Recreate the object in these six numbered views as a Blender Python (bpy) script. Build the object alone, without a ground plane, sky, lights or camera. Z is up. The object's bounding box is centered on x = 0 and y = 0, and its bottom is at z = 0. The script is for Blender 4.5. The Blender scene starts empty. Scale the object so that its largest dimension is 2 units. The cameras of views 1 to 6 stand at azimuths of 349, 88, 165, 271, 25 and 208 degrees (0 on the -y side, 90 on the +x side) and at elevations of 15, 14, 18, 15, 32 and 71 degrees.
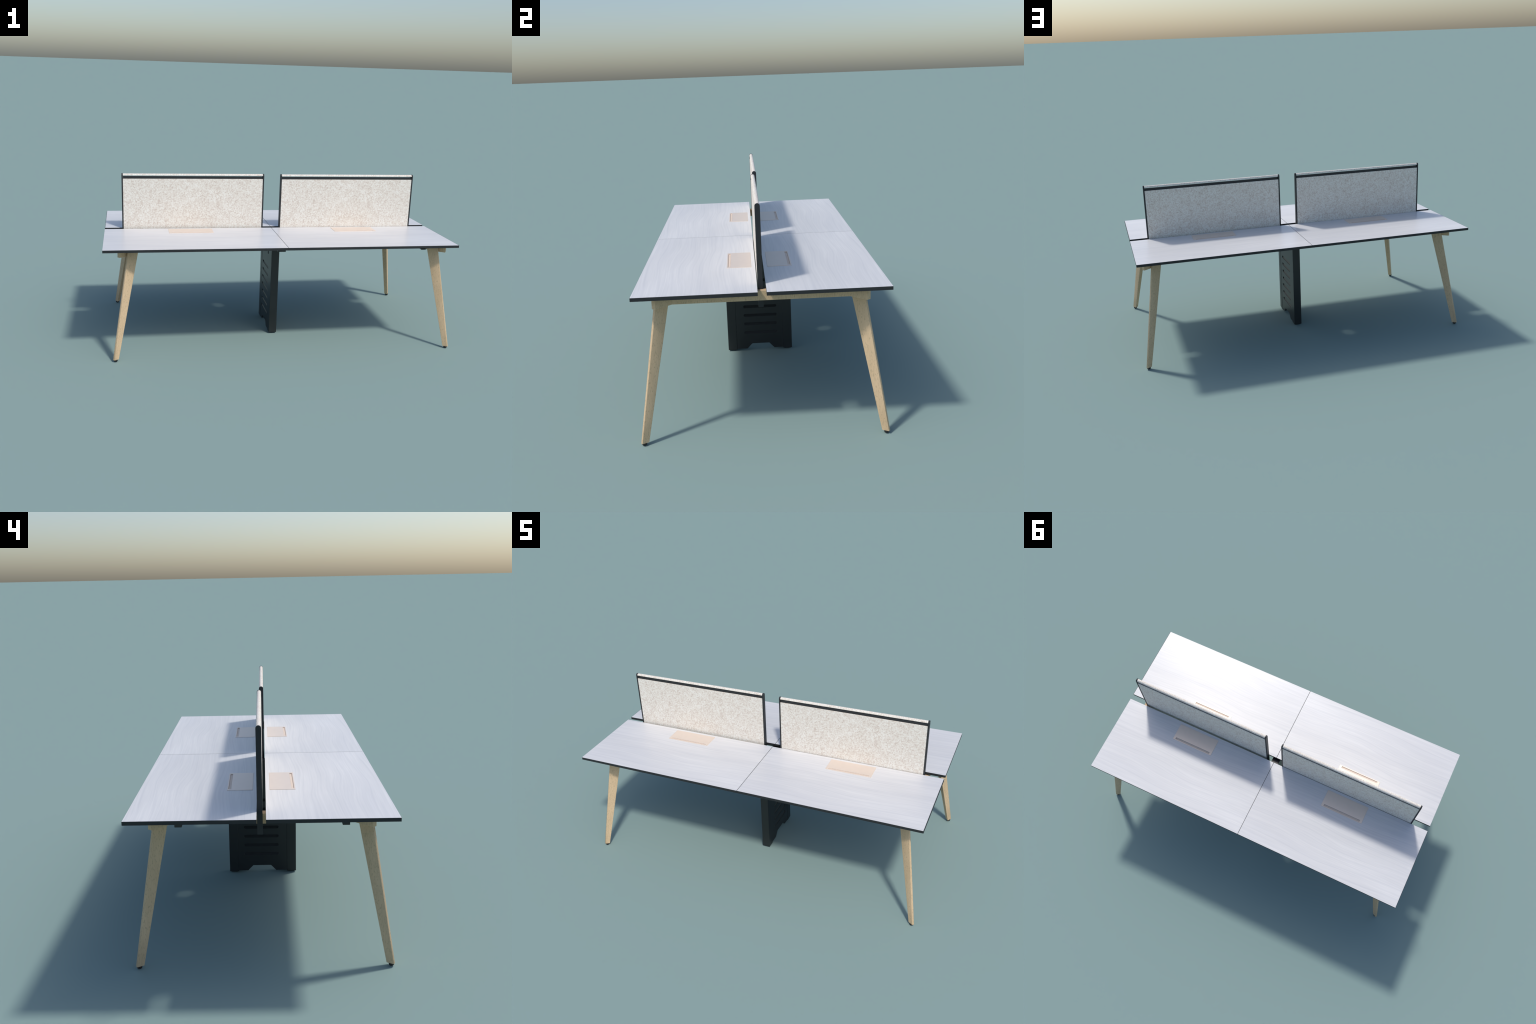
"""Four-seat shared office desk: four white wood-grain tops with black edges, two felt
privacy screens standing in the gap between them, splayed wooden end frames, a slotted
black steel pedestal in the middle and a cable flap in every top."""
import bpy, bmesh, math
from math import sin, cos, pi
from mathutils import Vector

# ------------------------------------------------------------------ node helpers
def new_material(name):
    m = bpy.data.materials.new(name)
    m.use_nodes = True
    nt = m.node_tree
    nt.nodes.clear()
    out = nt.nodes.new('ShaderNodeOutputMaterial')
    bsdf = nt.nodes.new('ShaderNodeBsdfPrincipled')
    nt.links.new(bsdf.outputs[0], out.inputs[0])
    return m, nt, bsdf


def node(nt, kind, **props):
    n = nt.nodes.new(kind)
    for k, v in props.items():
        if hasattr(n, k) and not k.startswith('i_'):
            setattr(n, k, v)
    return n


def math_node(nt, op, a, b=None):
    n = nt.nodes.new('ShaderNodeMath')
    n.operation = op
    for i, v in enumerate((a, b)):
        if v is None:
            continue
        if isinstance(v, (int, float)):
            n.inputs[i].default_value = v
        else:
            nt.links.new(v, n.inputs[i])
    return n.outputs[0]


def mapped(nt, scale, loc=(0, 0, 0), vec=None):
    mp = nt.nodes.new('ShaderNodeMapping')
    mp.inputs['Scale'].default_value = scale
    mp.inputs['Location'].default_value = loc
    if vec is None:
        vec = nt.nodes.new('ShaderNodeTexCoord').outputs['Object']
    nt.links.new(vec, mp.inputs['Vector'])
    return mp.outputs[0]


def noise(nt, vec, scale=1.0, detail=2.0, rough=0.5):
    n = nt.nodes.new('ShaderNodeTexNoise')
    n.inputs['Scale'].default_value = scale
    n.inputs['Detail'].default_value = detail
    n.inputs['Roughness'].default_value = rough
    nt.links.new(vec, n.inputs['Vector'])
    return n.outputs[0]


def ramp(nt, fac, stops):
    r = nt.nodes.new('ShaderNodeValToRGB')
    el = r.color_ramp.elements
    while len(el) < len(stops):
        el.new(0.5)
    for e, (p, c) in zip(el, stops):
        e.position = p
        e.color = (c, c, c, 1) if isinstance(c, (int, float)) else (*c, 1)
    nt.links.new(fac, r.inputs[0])
    return r.outputs[0]


def mix_rgb(nt, fac, a, b, blend='MIX'):
    n = nt.nodes.new('ShaderNodeMix')
    n.data_type = 'RGBA'
    n.blend_type = blend
    for sock, v in ((n.inputs[0], fac), (n.inputs[6], a), (n.inputs[7], b)):
        if isinstance(v, (int, float)):
            sock.default_value = v
        elif isinstance(v, tuple):
            sock.default_value = (*v, 1)
        else:
            nt.links.new(v, sock)
    return n.outputs[2]


def bump(nt, bsdf, height, strength, distance):
    b = nt.nodes.new('ShaderNodeBump')
    b.inputs['Strength'].default_value = strength
    b.inputs['Distance'].default_value = distance
    nt.links.new(height, b.inputs['Height'])
    nt.links.new(b.outputs[0], bsdf.inputs['Normal'])


# ------------------------------------------------------------------ materials
def laminate_material():
    """Bleached wood print: long wavy growth lines along x, a few cathedral arches."""
    m, nt, p = new_material('white_wood_laminate')
    co = nt.nodes.new('ShaderNodeTexCoord').outputs['Object']
    sep = nt.nodes.new('ShaderNodeSeparateXYZ')
    nt.links.new(co, sep.inputs[0])
    y = sep.outputs[1]
    # the board coordinate across the grain, pushed about by slow noise
    wander = noise(nt, mapped(nt, (1.5, 5.5, 1), (3.1, 0.4, 0), co), 1, 2.5, 0.40)
    broad = noise(nt, mapped(nt, (0.6, 2.2, 1), (7.3, 1.9, 0), co), 1, 1.0, 0.4)
    across = math_node(nt, 'ADD', y, math_node(nt, 'ADD', math_node(nt, 'MULTIPLY', wander, 0.095),
                                               math_node(nt, 'MULTIPLY', broad, 0.13)))
    board = nt.nodes.new('ShaderNodeCombineXYZ')
    nt.links.new(sep.outputs[0], board.inputs[0])
    nt.links.new(across, board.inputs[1])
    bv = board.outputs[0]
    # irregular growth lines: one-dimensional noise across the board, nearly constant along it
    lines = noise(nt, mapped(nt, (0.9, 120, 1), (0, 0, 0), bv), 1, 2.5, 0.6)
    bands = noise(nt, mapped(nt, (1.3, 30, 1), (2, 9, 0), bv), 1, 2.5, 0.55)
    fibre = noise(nt, mapped(nt, (9, 330, 1), (0, 0, 0), co), 1, 2, 0.6)
    cloud = noise(nt, mapped(nt, (1.8, 7.5, 1), (4.4, 8.8, 0), co), 1, 3, 0.5)
    col = ramp(nt, cloud, [(0.32, (0.682, 0.675, 0.675)), (0.70, (0.757, 0.749, 0.745))])
    col = mix_rgb(nt, ramp(nt, bands, [(0.34, 0.42), (0.60, 0.0)]), col, (0.590, 0.592, 0.612))
    col = mix_rgb(nt, ramp(nt, lines, [(0.30, 0.46), (0.50, 0.0)]), col, (0.560, 0.565, 0.590))
    col = mix_rgb(nt, ramp(nt, lines, [(0.56, 0.0), (0.76, 0.40)]), col, (0.785, 0.782, 0.795))
    col = mix_rgb(nt, ramp(nt, fibre, [(0.40, 0.12), (0.60, 0.0)]), col, (0.54, 0.545, 0.56))
    nt.links.new(col, p.inputs['Base Color'])
    p.inputs['Roughness'].default_value = 0.33
    p.inputs['Specular IOR Level'].default_value = 0.5
    bump(nt, p, fibre, 0.05, 0.0006)
    return m


def felt_material():
    """Oatmeal melange felt, fine brown flecks on off-white wool."""
    m, nt, p = new_material('oatmeal_felt')
    co = nt.nodes.new('ShaderNodeTexCoord').outputs['Object']
    fleck = noise(nt, mapped(nt, (1, 1, 1), (0, 0, 0), co), 155, 2.5, 0.68)
    patch = noise(nt, mapped(nt, (1, 1, 1), (5, 2, 1), co), 30, 2.5, 0.55)
    fine = noise(nt, mapped(nt, (1, 1, 1), (9, 4, 3), co), 420, 1.5, 0.5)
    v = math_node(nt, 'ADD', math_node(nt, 'MULTIPLY', fleck, 0.80),
                  math_node(nt, 'MULTIPLY', patch, 0.20))
    col = ramp(nt, v, [(0.34, (0.595, 0.505, 0.435)), (0.45, (0.735, 0.665, 0.585)),
                       (0.54, (0.810, 0.768, 0.692)), (0.65, (0.875, 0.850, 0.790))])
    col = mix_rgb(nt, ramp(nt, fine, [(0.36, 0.25), (0.5, 0.0)]), col, (0.54, 0.47, 0.40))
    nt.links.new(col, p.inputs['Base Color'])
    p.inputs['Roughness'].default_value = 0.95
    p.inputs['Specular IOR Level'].default_value = 0.15
    p.inputs['Sheen Weight'].default_value = 0.12
    bump(nt, p, fleck, 0.35, 0.0012)
    return m


def wood_material():
    """Pale beech: short dark flecks drawn out along the leg, soft tonal drift."""
    m, nt, p = new_material('pale_beech_wood')
    co = nt.nodes.new('ShaderNodeTexCoord').outputs['Object']
    drift = noise(nt, mapped(nt, (14, 14, 4), (1, 2, 3), co), 1, 3, 0.55)
    grain = noise(nt, mapped(nt, (230, 230, 26), (0, 0, 0), co), 1, 3, 0.6)
    fleck = noise(nt, mapped(nt, (230, 230, 95), (3, 8, 5), co), 1, 1.5, 0.5)
    col = ramp(nt, drift, [(0.3, (0.620, 0.446, 0.268)), (0.7, (0.715, 0.525, 0.328))])
    col = mix_rgb(nt, ramp(nt, grain, [(0.38, 0.30), (0.58, 0.0)]), col, (0.50, 0.365, 0.225))
    col = mix_rgb(nt, ramp(nt, fleck, [(0.57, 0.0), (0.70, 0.50)]), col, (0.36, 0.27, 0.165))
    nt.links.new(col, p.inputs['Base Color'])
    p.inputs['Roughness'].default_value = 0.55
    p.inputs['Specular IOR Level'].default_value = 0.35
    bump(nt, p, grain, 0.08, 0.0006)
    return m


def plain_material(name, color, rough, spec=0.5, drift=0.06, scale=40.0):
    m, nt, p = new_material(name)
    n = noise(nt, mapped(nt, (1, 1, 1)), scale, 3, 0.6)
    lo = tuple(c * (1 - drift) for c in color)
    hi = tuple(min(1, c * (1 + drift)) for c in color)
    nt.links.new(ramp(nt, n, [(0.3, lo), (0.7, hi)]), p.inputs['Base Color'])
    p.inputs['Roughness'].default_value = rough
    p.inputs['Specular IOR Level'].default_value = spec
    return m


LAMINATE = laminate_material()
FELT = felt_material()
WOOD = wood_material()
EDGE_BLACK = plain_material('black_edge_band', (0.021, 0.0235, 0.0255), 0.52, 0.38)
STEEL_BLACK = plain_material('black_powder_coated_steel', (0.018, 0.0205, 0.0215), 0.36, 0.5, 0.08, 220)
LOUVRE_SHADE = plain_material('louvre_slot_shade', (0.006, 0.007, 0.007), 0.42, 0.45)  # blacker than the pedestal steel: shade inside the slots painted as colour
FOOT_BLACK = plain_material('black_rubber', (0.020, 0.020, 0.021), 0.6, 0.4)
PEACH = plain_material('peach_anodised_aluminium', (0.795, 0.685, 0.595), 0.36, 0.5, 0.015)
PEACH.node_tree.nodes['Principled BSDF'].inputs['Metallic'].default_value = 0.30
SLOT_SHADE = plain_material('peach_slot_shade', (0.72, 0.605, 0.51), 0.45, 0.3, 0.02)  # darkened lid peach: shade in the flap recess put into the colour

# ------------------------------------------------------------------ mesh helpers
ROOT_NAME = 'shared_office_desk'
root = bpy.data.objects.new(ROOT_NAME, None)
root.empty_display_size = 0.2
bpy.context.scene.collection.objects.link(root)
root['label'] = 'white four-seat office desk with felt screens and wooden legs'
root['category'] = 'office desk'


def link(name, mesh, parent, loc=(0, 0, 0), rot_z=0.0):
    ob = bpy.data.objects.new(name, mesh)
    bpy.context.scene.collection.objects.link(ob)
    ob.parent = parent
    ob.location = loc
    ob.rotation_euler = (0, 0, rot_z)
    return ob


def finish(bm, name, mat, bevel=0.0, segments=2, angle=22):
    bmesh.ops.recalc_face_normals(bm, faces=bm.faces)
    if bevel > 0:
        edges = [e for e in bm.edges if len(e.link_faces) == 2
                 and e.calc_face_angle(0) > math.radians(25)]
        bmesh.ops.bevel(bm, geom=edges, offset=bevel, segments=segments, profile=0.5,
                        affect='EDGES', clamp_overlap=True)
    me = bpy.data.meshes.new(name)
    bm.to_mesh(me)
    bm.free()
    me.materials.append(mat)
    for f in me.polygons:
        f.use_smooth = True
    me.set_sharp_from_angle(angle=math.radians(angle))
    return me


def add_prism(bm, polygon, z0, z1):
    """Plan polygon (x, y) extruded from z0 to z1."""
    lo = [bm.verts.new((x, y, z0)) for x, y in polygon]
    hi = [bm.verts.new((x, y, z1)) for x, y in polygon]
    n = len(polygon)
    bm.faces.new(lo)
    bm.faces.new(hi)
    for i in range(n):
        bm.faces.new((lo[i], lo[(i + 1) % n], hi[(i + 1) % n], hi[i]))


def add_box(bm, x0, x1, y0, y1, z0, z1):
    add_prism(bm, [(x0, y0), (x1, y0), (x1, y1), (x0, y1)], z0, z1)


def box_mesh(name, mat, x0, x1, y0, y1, z0, z1, bevel=0.001):
    bm = bmesh.new()
    add_box(bm, x0, x1, y0, y1, z0, z1)
    return finish(bm, name, mat, bevel)


def profile_along_x(name, mat, profile, x0, x1, bevel=0.0):
    """(y, z) profile swept along x."""
    bm = bmesh.new()
    a = [bm.verts.new((x0, y, z)) for y, z in profile]
    b = [bm.verts.new((x1, y, z)) for y, z in profile]
    n = len(profile)
    bm.faces.new(a)
    bm.faces.new(b)
    for i in range(n):
        bm.faces.new((a[i], a[(i + 1) % n], b[(i + 1) % n], b[i]))
    return finish(bm, name, mat, bevel, angle=22)


def arch(half, z_low, z_centre, steps=14, top_scale=1.0):
    """Upright slab profile with a rounded top: (y, z) points, counter-clockwise."""
    pts = [(-half, z_low), (half, z_low)]
    for i in range(steps + 1):
        t = pi * i / steps
        pts.append((half * cos(t), z_centre + half * top_scale * sin(t)))
    return pts


def curve_plate(name, mat, outline, holes, thickness, bevel):
    """Flat plate in the local XY plane with round-ended holes, from a filled 2D curve."""
    cu = bpy.data.curves.new(name, 'CURVE')
    cu.dimensions = '2D'
    cu.fill_mode = 'BOTH'
    cu.extrude = thickness / 2 - bevel
    cu.bevel_depth = bevel
    cu.bevel_resolution = 1
    cu.offset = -bevel
    for pts in [outline] + holes:
        sp = cu.splines.new('POLY')
        sp.points.add(len(pts) - 1)
        for q, (x, y) in zip(sp.points, pts):
            q.co = (x, y, 0, 1)
        sp.use_cyclic_u = True
    tmp = bpy.data.objects.new(name + '_helper', cu)
    bpy.context.scene.collection.objects.link(tmp)
    dg = bpy.context.evaluated_depsgraph_get()
    me = bpy.data.meshes.new_from_object(tmp.evaluated_get(dg))
    bpy.data.objects.remove(tmp)
    bpy.data.curves.remove(cu)
    me.name = name
    me.materials.clear()
    me.materials.append(mat)
    for f in me.polygons:
        f.use_smooth = True
    me.set_sharp_from_angle(angle=math.radians(35))
    return me


def stadium(cx, cy, half_len, half_h, steps=8):
    pts = []
    for i in range(steps + 1):
        t = -pi / 2 + pi * i / steps
        pts.append((cx + half_len - half_h + half_h * cos(t), cy + half_h * sin(t)))
    for i in range(steps + 1):
        t = pi / 2 + pi * i / steps
        pts.append((cx - half_len + half_h + half_h * cos(t), cy + half_h * sin(t)))
    return pts


# ------------------------------------------------------------------ dimensions (metres)
TOP_Z, TOP_LOW = 0.6296, 0.6147
SEAM = 0.0002                       # half of the joint between left and right tops
DESK_LEN = 0.9988 - SEAM
DESK_DEPTH = 0.4910
INNER_FRONT, INNER_BACK = -0.0150, 0.0196   # edges of the middle gap
FRAME_SHIFT = 0.042                 # the -x leg frame stands this much further in

# ------------------------------------------------------------------ desktops
# the plan is a rectangle with a cut-out under the cable flap (local y = +FLAP_OFF)
FLAP_OFF, CUT_HX, CUT_HY = 0.1745, 0.126, 0.0505


def cut_top(name, mat, inset_left, inset_right, inset_y, z0, z1, bevel):
    bm = bmesh.new()
    xs = [-DESK_LEN / 2 + inset_left, -CUT_HX, CUT_HX, DESK_LEN / 2 - inset_right]
    ys = [-DESK_DEPTH / 2 + inset_y, FLAP_OFF - CUT_HY, FLAP_OFF + CUT_HY, DESK_DEPTH / 2 - inset_y]
    lo = [[bm.verts.new((x, y, z0)) for y in ys] for x in xs]
    hi = [[bm.verts.new((x, y, z1)) for y in ys] for x in xs]

    def cell(g, i, j):
        bm.faces.new((g[i][j], g[i + 1][j], g[i + 1][j + 1], g[i][j + 1]))

    def wall(p, q):
        bm.faces.new((lo[p[0]][p[1]], lo[q[0]][q[1]], hi[q[0]][q[1]], hi[p[0]][p[1]]))
    for i in range(3):
        for j in range(3):
            if (i, j) != (1, 1):
                cell(lo, i, j)
                cell(hi, i, j)
        wall((i, 0), (i + 1, 0))
        wall((i, 3), (i + 1, 3))
        wall((0, i), (0, i + 1))
        wall((3, i), (3, i + 1))
    for p, q in (((1, 1), (2, 1)), ((2, 1), (2, 2)), ((2, 2), (1, 2)), ((1, 2), (1, 1))):
        wall(p, q)
    return finish(bm, name, mat, bevel, 1)


core_mesh = cut_top('desktop', EDGE_BLACK, 0.0, 0.0, 0.0, TOP_LOW, TOP_Z - 0.0003, 0.0003)
skin_mesh = cut_top('laminate_surface', LAMINATE, 0.0003, 0.0020, 0.0004, TOP_Z - 0.0008, TOP_Z, 0.0)

# cable flap: lid plate with a finger slot along its outer long side
FLAP_LEN, FLAP_DEPTH, FLAP_TOP = 0.261, 0.1075, 0.6312


def flap_mesh():
    bm = bmesh.new()
    xs = [-FLAP_LEN / 2, -FLAP_LEN / 2 + 0.0155, FLAP_LEN / 2 - 0.0155, FLAP_LEN / 2]
    ys = [-FLAP_DEPTH / 2, -FLAP_DEPTH / 2 + 0.0055, -FLAP_DEPTH / 2 + 0.0165, FLAP_DEPTH / 2]
    top = [[bm.verts.new((x, y, FLAP_TOP)) for y in ys] for x in xs]
    for i in range(3):
        for j in range(3):
            if i == 1 and j == 1:
                continue
            bm.faces.new((top[i][j], top[i + 1][j], top[i + 1][j + 1], top[i][j + 1]))
    # slot walls and floor
    ring = [top[1][1], top[2][1], top[2][2], top[1][2]]
    low = [bm.verts.new((v.co.x, v.co.y, FLAP_TOP - 0.0048)) for v in ring]
    for i in range(4):
        bm.faces.new((ring[i], ring[(i + 1) % 4], low[(i + 1) % 4], low[i]))
    bm.faces.new(low)
    # outer walls and underside
    loop = ([top[i][0] for i in range(4)] + [top[3][j] for j in (1, 2, 3)]
            + [top[i][3] for i in (2, 1, 0)] + [top[0][j] for j in (2, 1)])
    base = [bm.verts.new((v.co.x, v.co.y, 0.600)) for v in loop]
    n = len(loop)
    for i in range(n):
        bm.faces.new((loop[i], loop[(i + 1) % n], base[(i + 1) % n], base[i]))
    bm.faces.new(base)
    return finish(bm, 'cable_flap', PEACH, 0.0009, 2)


flap = flap_mesh()
slot_shade = box_mesh('slot_shade_plate', SLOT_SHADE, -FLAP_LEN / 2 + 0.0162, FLAP_LEN / 2 - 0.0162,  # thin plate added on the recess floor to darken it
                      -FLAP_DEPTH / 2 + 0.0062, -FLAP_DEPTH / 2 + 0.0158,
                      FLAP_TOP - 0.0049, FLAP_TOP - 0.0036, 0.0)

for sx in (-1, 1):
    for sy in (-1, 1):
        if sy < 0:
            cy = INNER_FRONT - DESK_DEPTH / 2
        else:
            cy = INNER_BACK + DESK_DEPTH / 2
        cx = sx * (SEAM + DESK_LEN / 2)
        spin = 0.0 if sy < 0 else pi      # back row is the same top turned round
        top_ob = link('desktop', core_mesh, root, (cx, cy, 0), spin)
        link('laminate_surface', skin_mesh, top_ob)
        at = ((sx * 0.499 - cx) * cos(spin), FLAP_OFF, 0)
        link('cable_flap', flap, top_ob, at)
        link('slot_shade_plate', slot_shade, top_ob, at)

# ------------------------------------------------------------------ privacy screens
POST_W = 0.0082
SCREEN_LOW, ROLL_C = 0.534, 0.9460


def privacy_screen(x0, x1, y_mid):
    length = x1 - x0
    half = 0.0097
    h = length / 2 - POST_W + 0.0005
    body = profile_along_x('privacy_screen', FELT,
                           [(-half, 0.5365), (half, 0.5365), (half, 0.9260), (-half, 0.9260)],
                           -h, h, 0.0006)
    ob = link('privacy_screen', body, root, ((x0 + x1) / 2, y_mid, 0))
    # black rail under the roll; a narrow slit stays open between the two
    strip = profile_along_x('trim_strip', EDGE_BLACK,
                            [(-0.0060, 0.924), (0.0060, 0.924), (0.0060, 0.9402), (-0.0060, 0.9402)],
                            -h + 0.0012, h - 0.0012)
    link('trim_strip', strip, ob)
    roll = profile_along_x('felt_top_roll', FELT, arch(half, 0.9454, ROLL_C - 0.0004), -h, h)
    link('felt_top_roll', roll, ob)
    post = profile_along_x('end_post', EDGE_BLACK, arch(half + 0.0009, SCREEN_LOW, ROLL_C),
                           -POST_W / 2, POST_W / 2, 0.0004)
    for s in (-1, 1):
        link('end_post', post, ob, (s * (length / 2 - POST_W / 2), 0, 0))


privacy_screen(-0.8970, -0.0522, 0.0079)
privacy_screen(0.0470, 0.8918, -0.0020)

# ------------------------------------------------------------------ wooden leg frames
# leg section corners in plan, front right leg: (at the floor), (at z = 0.58)
LEG_CORNERS = [((0.9688, -0.4987), (0.8557, -0.3959)),    # inner corner, front face
               ((0.9912, -0.5131), (0.9093, -0.4268)),    # outer edge, front face
               ((1.0001, -0.5068), (0.9150, -0.4184)),    # outer edge, side face
               ((0.9848, -0.4811), (0.8857, -0.3692))]    # inner corner, side face
LEG_MIRROR_Y = -0.0033
LEG_LOW, LEG_HIGH = 0.0097, 0.606
FOOT_AT = (0.9845, -0.4985)
# half of the cross beam plan: straight middle, then an arm reaching out to the corner
BEAM_HALF = [(0.908, 0.356), (0.965, 0.416), (0.954, 0.4305), (0.886, 0.381), (0.874, 0.356)]
BEAM_LOW, BEAM_HIGH = 0.5668, 0.6088


def place(x, y, sx, sy):
    px = x if sx > 0 else -x + FRAME_SHIFT
    py = y if sy < 0 else 2 * LEG_MIRROR_Y - y
    return px, py


def leg_mesh(sx, sy, origin):
    bm = bmesh.new()
    rings = []
    steps = 6
    for k in range(steps + 1):
        z = LEG_LOW + (LEG_HIGH - LEG_LOW) * k / steps
        t = z / 0.58
        ring = []
        for a, b in LEG_CORNERS:
            x, y = place(a[0] + (b[0] - a[0]) * t, a[1] + (b[1] - a[1]) * t, sx, sy)
            ring.append(bm.verts.new((x - origin[0], y - origin[1], z)))
        rings.append(ring)
    bm.faces.new(rings[0])
    bm.faces.new(rings[-1])
    for lo, hi in zip(rings, rings[1:]):
        for i in range(4):
            bm.faces.new((lo[i], lo[(i + 1) % 4], hi[(i + 1) % 4], hi[i]))
    return finish(bm, 'leg', WOOD, 0.0009, 2)


def foot_mesh():
    bm = bmesh.new()
    prof = [(0.0078, 0.0), (0.0102, 0.0022), (0.0108, 0.0055), (0.0108, 0.0099)]
    seg = 24
    rings = [[bm.verts.new((r * cos(2 * pi * i / seg), r * sin(2 * pi * i / seg), z))
              for i in range(seg)] for r, z in prof]
    bm.faces.new(rings[0])
    bm.faces.new(rings[-1])
    for lo, hi in zip(rings, rings[1:]):
        for i in range(seg):
            bm.faces.new((lo[i], lo[(i + 1) % seg], hi[(i + 1) % seg], hi[i]))
    return finish(bm, 'foot', FOOT_BLACK, 0.0, angle=50)


foot = foot_mesh()
for sx in (-1, 1):
    mid = sum(p[0] for p in BEAM_HALF) / len(BEAM_HALF)
    ox = mid if sx > 0 else -mid + FRAME_SHIFT
    plan = BEAM_HALF + [(x, -y) for x, y in reversed(BEAM_HALF)]
    bm = bmesh.new()
    add_prism(bm, [((x if sx > 0 else -x + FRAME_SHIFT) - ox, y) for x, y in plan],
              BEAM_LOW, BEAM_HIGH)
    beam_ob = link('cross_beam', finish(bm, 'cross_beam', WOOD, 0.0014, 2), root, (ox, 0, 0))
    for sy in (-1, 1):
        fx, fy = place(*FOOT_AT, sx, sy)
        leg_ob = link('leg', leg_mesh(sx, sy, (fx, fy)), root, (fx, fy, 0))
        link('foot', foot, leg_ob)

# ------------------------------------------------------------------ centre pedestal
PED_Y = 0.0030
PED_HALF, COL_W, PED_X = 0.1713, 0.0475, 0.0234
PANEL_X = 0.0222
col_bm = bmesh.new()
add_box(col_bm, -PED_X, PED_X, -COL_W / 2, COL_W / 2, 0.0038, 0.566)
col_mesh = finish(col_bm, 'column', STEEL_BLACK, 0.0022, 2)
pad_mesh = box_mesh('column_foot', FOOT_BLACK, -PED_X + .006, PED_X - .006,
                    -COL_W / 2 + .006, COL_W / 2 - .006, 0.0, 0.0045, 0.0015)
inner = PED_HALF - COL_W
core_ped = box_mesh('pedestal', STEEL_BLACK, -0.0090, 0.0090, -inner - 0.004, inner + 0.004, 0.040, 0.566, 0.0)
ped = link('pedestal', core_ped, root, (0, PED_Y, 0))
for s in (-1, 1):
    c = link('column', col_mesh, ped, (0, s * (PED_HALF - COL_W / 2), 0))
    link('column_foot', pad_mesh, ped, (0, s * (PED_HALF - COL_W / 2), 0))
NOTCH_C = 0.0067 - PED_Y
outline = [(-inner - 0.004, 0.0085), (NOTCH_C - 0.0728, 0.0085), (NOTCH_C - 0.0458, 0.0370),
           (NOTCH_C + 0.0458, 0.0370), (NOTCH_C + 0.0728, 0.0085), (inner + 0.004, 0.0085),
           (inner + 0.004, 0.566), (-inner - 0.004, 0.566)]
slots = [stadium(NOTCH_C + 0.002, 0.1005 + 0.0484 * i, 0.0885, 0.0075) for i in range(7)]
hole = [(-0.058 - PED_Y + 0.012 * cos(2 * pi * i / 24), 0.486 + 0.012 * sin(2 * pi * i / 24))
        for i in range(24)]
panel = curve_plate('slotted_panel', STEEL_BLACK, outline, slots + [hole], PANEL_X - 0.0092, 0.0003)
for s in (-1, 1):
    pn = link('slotted_panel', panel, ped, (s * (PANEL_X + 0.0092) / 2, 0, 0))
    pn.rotation_euler = (pi / 2, 0, pi / 2)
    # each slot is backed by a louvre blade sloping down to the face
    blade = bmesh.new()
    for i in range(7):
        zc, yc, hl, hh = 0.1005 + 0.0484 * i, NOTCH_C + 0.002, 0.0883, 0.0072
        front, back = s * (PANEL_X - 0.0012), s * 0.0085
        tri = [(front, zc - hh - 0.002), (back, zc - hh - 0.002), (back, zc + hh), (s * 0.0128, zc + hh)]
        a = [blade.verts.new((x, yc - hl, z)) for x, z in tri]
        b = [blade.verts.new((x, yc + hl, z)) for x, z in tri]
        blade.faces.new(a)
        blade.faces.new(b)
        for k in range(4):
            blade.faces.new((a[k], a[(k + 1) % 4], b[(k + 1) % 4], b[k]))
    link('louvre_blades', finish(blade, 'louvre_blades', LOUVRE_SHADE), ped)

# ------------------------------------------------------------------ steel under-frame
arm = box_mesh('cross_arm', STEEL_BLACK, -0.0228, 0.0236, -0.335, 0.335, 0.5606, 0.5995, 0.0015)
link('cross_arm', arm, root)


def bracket_mesh():
    """Corner bracket hanging under the top: vertical outside, slanted towards the middle."""
    bm = bmesh.new()
    lo = [bm.verts.new(c) for c in ((0.848, 0.307, .5605), (0.877, 0.307, .5605),
                                    (0.877, 0.335, .5605), (0.848, 0.335, .5605))]
    hi = [bm.verts.new(c) for c in ((0.815, 0.302, .6140), (0.877, 0.302, .6140),
                                    (0.877, 0.335, .6140), (0.815, 0.335, .6140))]
    for v in lo + hi:
        v.co.x -= 0.86
        v.co.y -= 0.32
    bm.faces.new(lo)
    bm.faces.new(hi)
    for i in range(4):
        bm.faces.new((lo[i], lo[(i + 1) % 4], hi[(i + 1) % 4], hi[i]))
    return finish(bm, 'bracket', STEEL_BLACK, 0.001, 1)


bracket = bracket_mesh()
rail = box_mesh('rail', STEEL_BLACK, -0.866, 0.866, -0.0145, 0.0145, 0.579, 0.6142, 0.001)
inner_rail = box_mesh('rail_inner', STEEL_BLACK, -0.8665, 0.8665, -0.0145, 0.0145, 0.5665, 0.6142, 0.001)
for sy in (-1, 1):
    r = link('rail', rail, root, (0, sy * 0.3205, 0))
    link('rail', inner_rail, root, (0, sy * 0.1030, 0))
    for sx in (-1, 1):
        b = link('bracket', bracket, r, (sx * 0.86, 0, 0))
        b.scale = (sx, sy, 1)
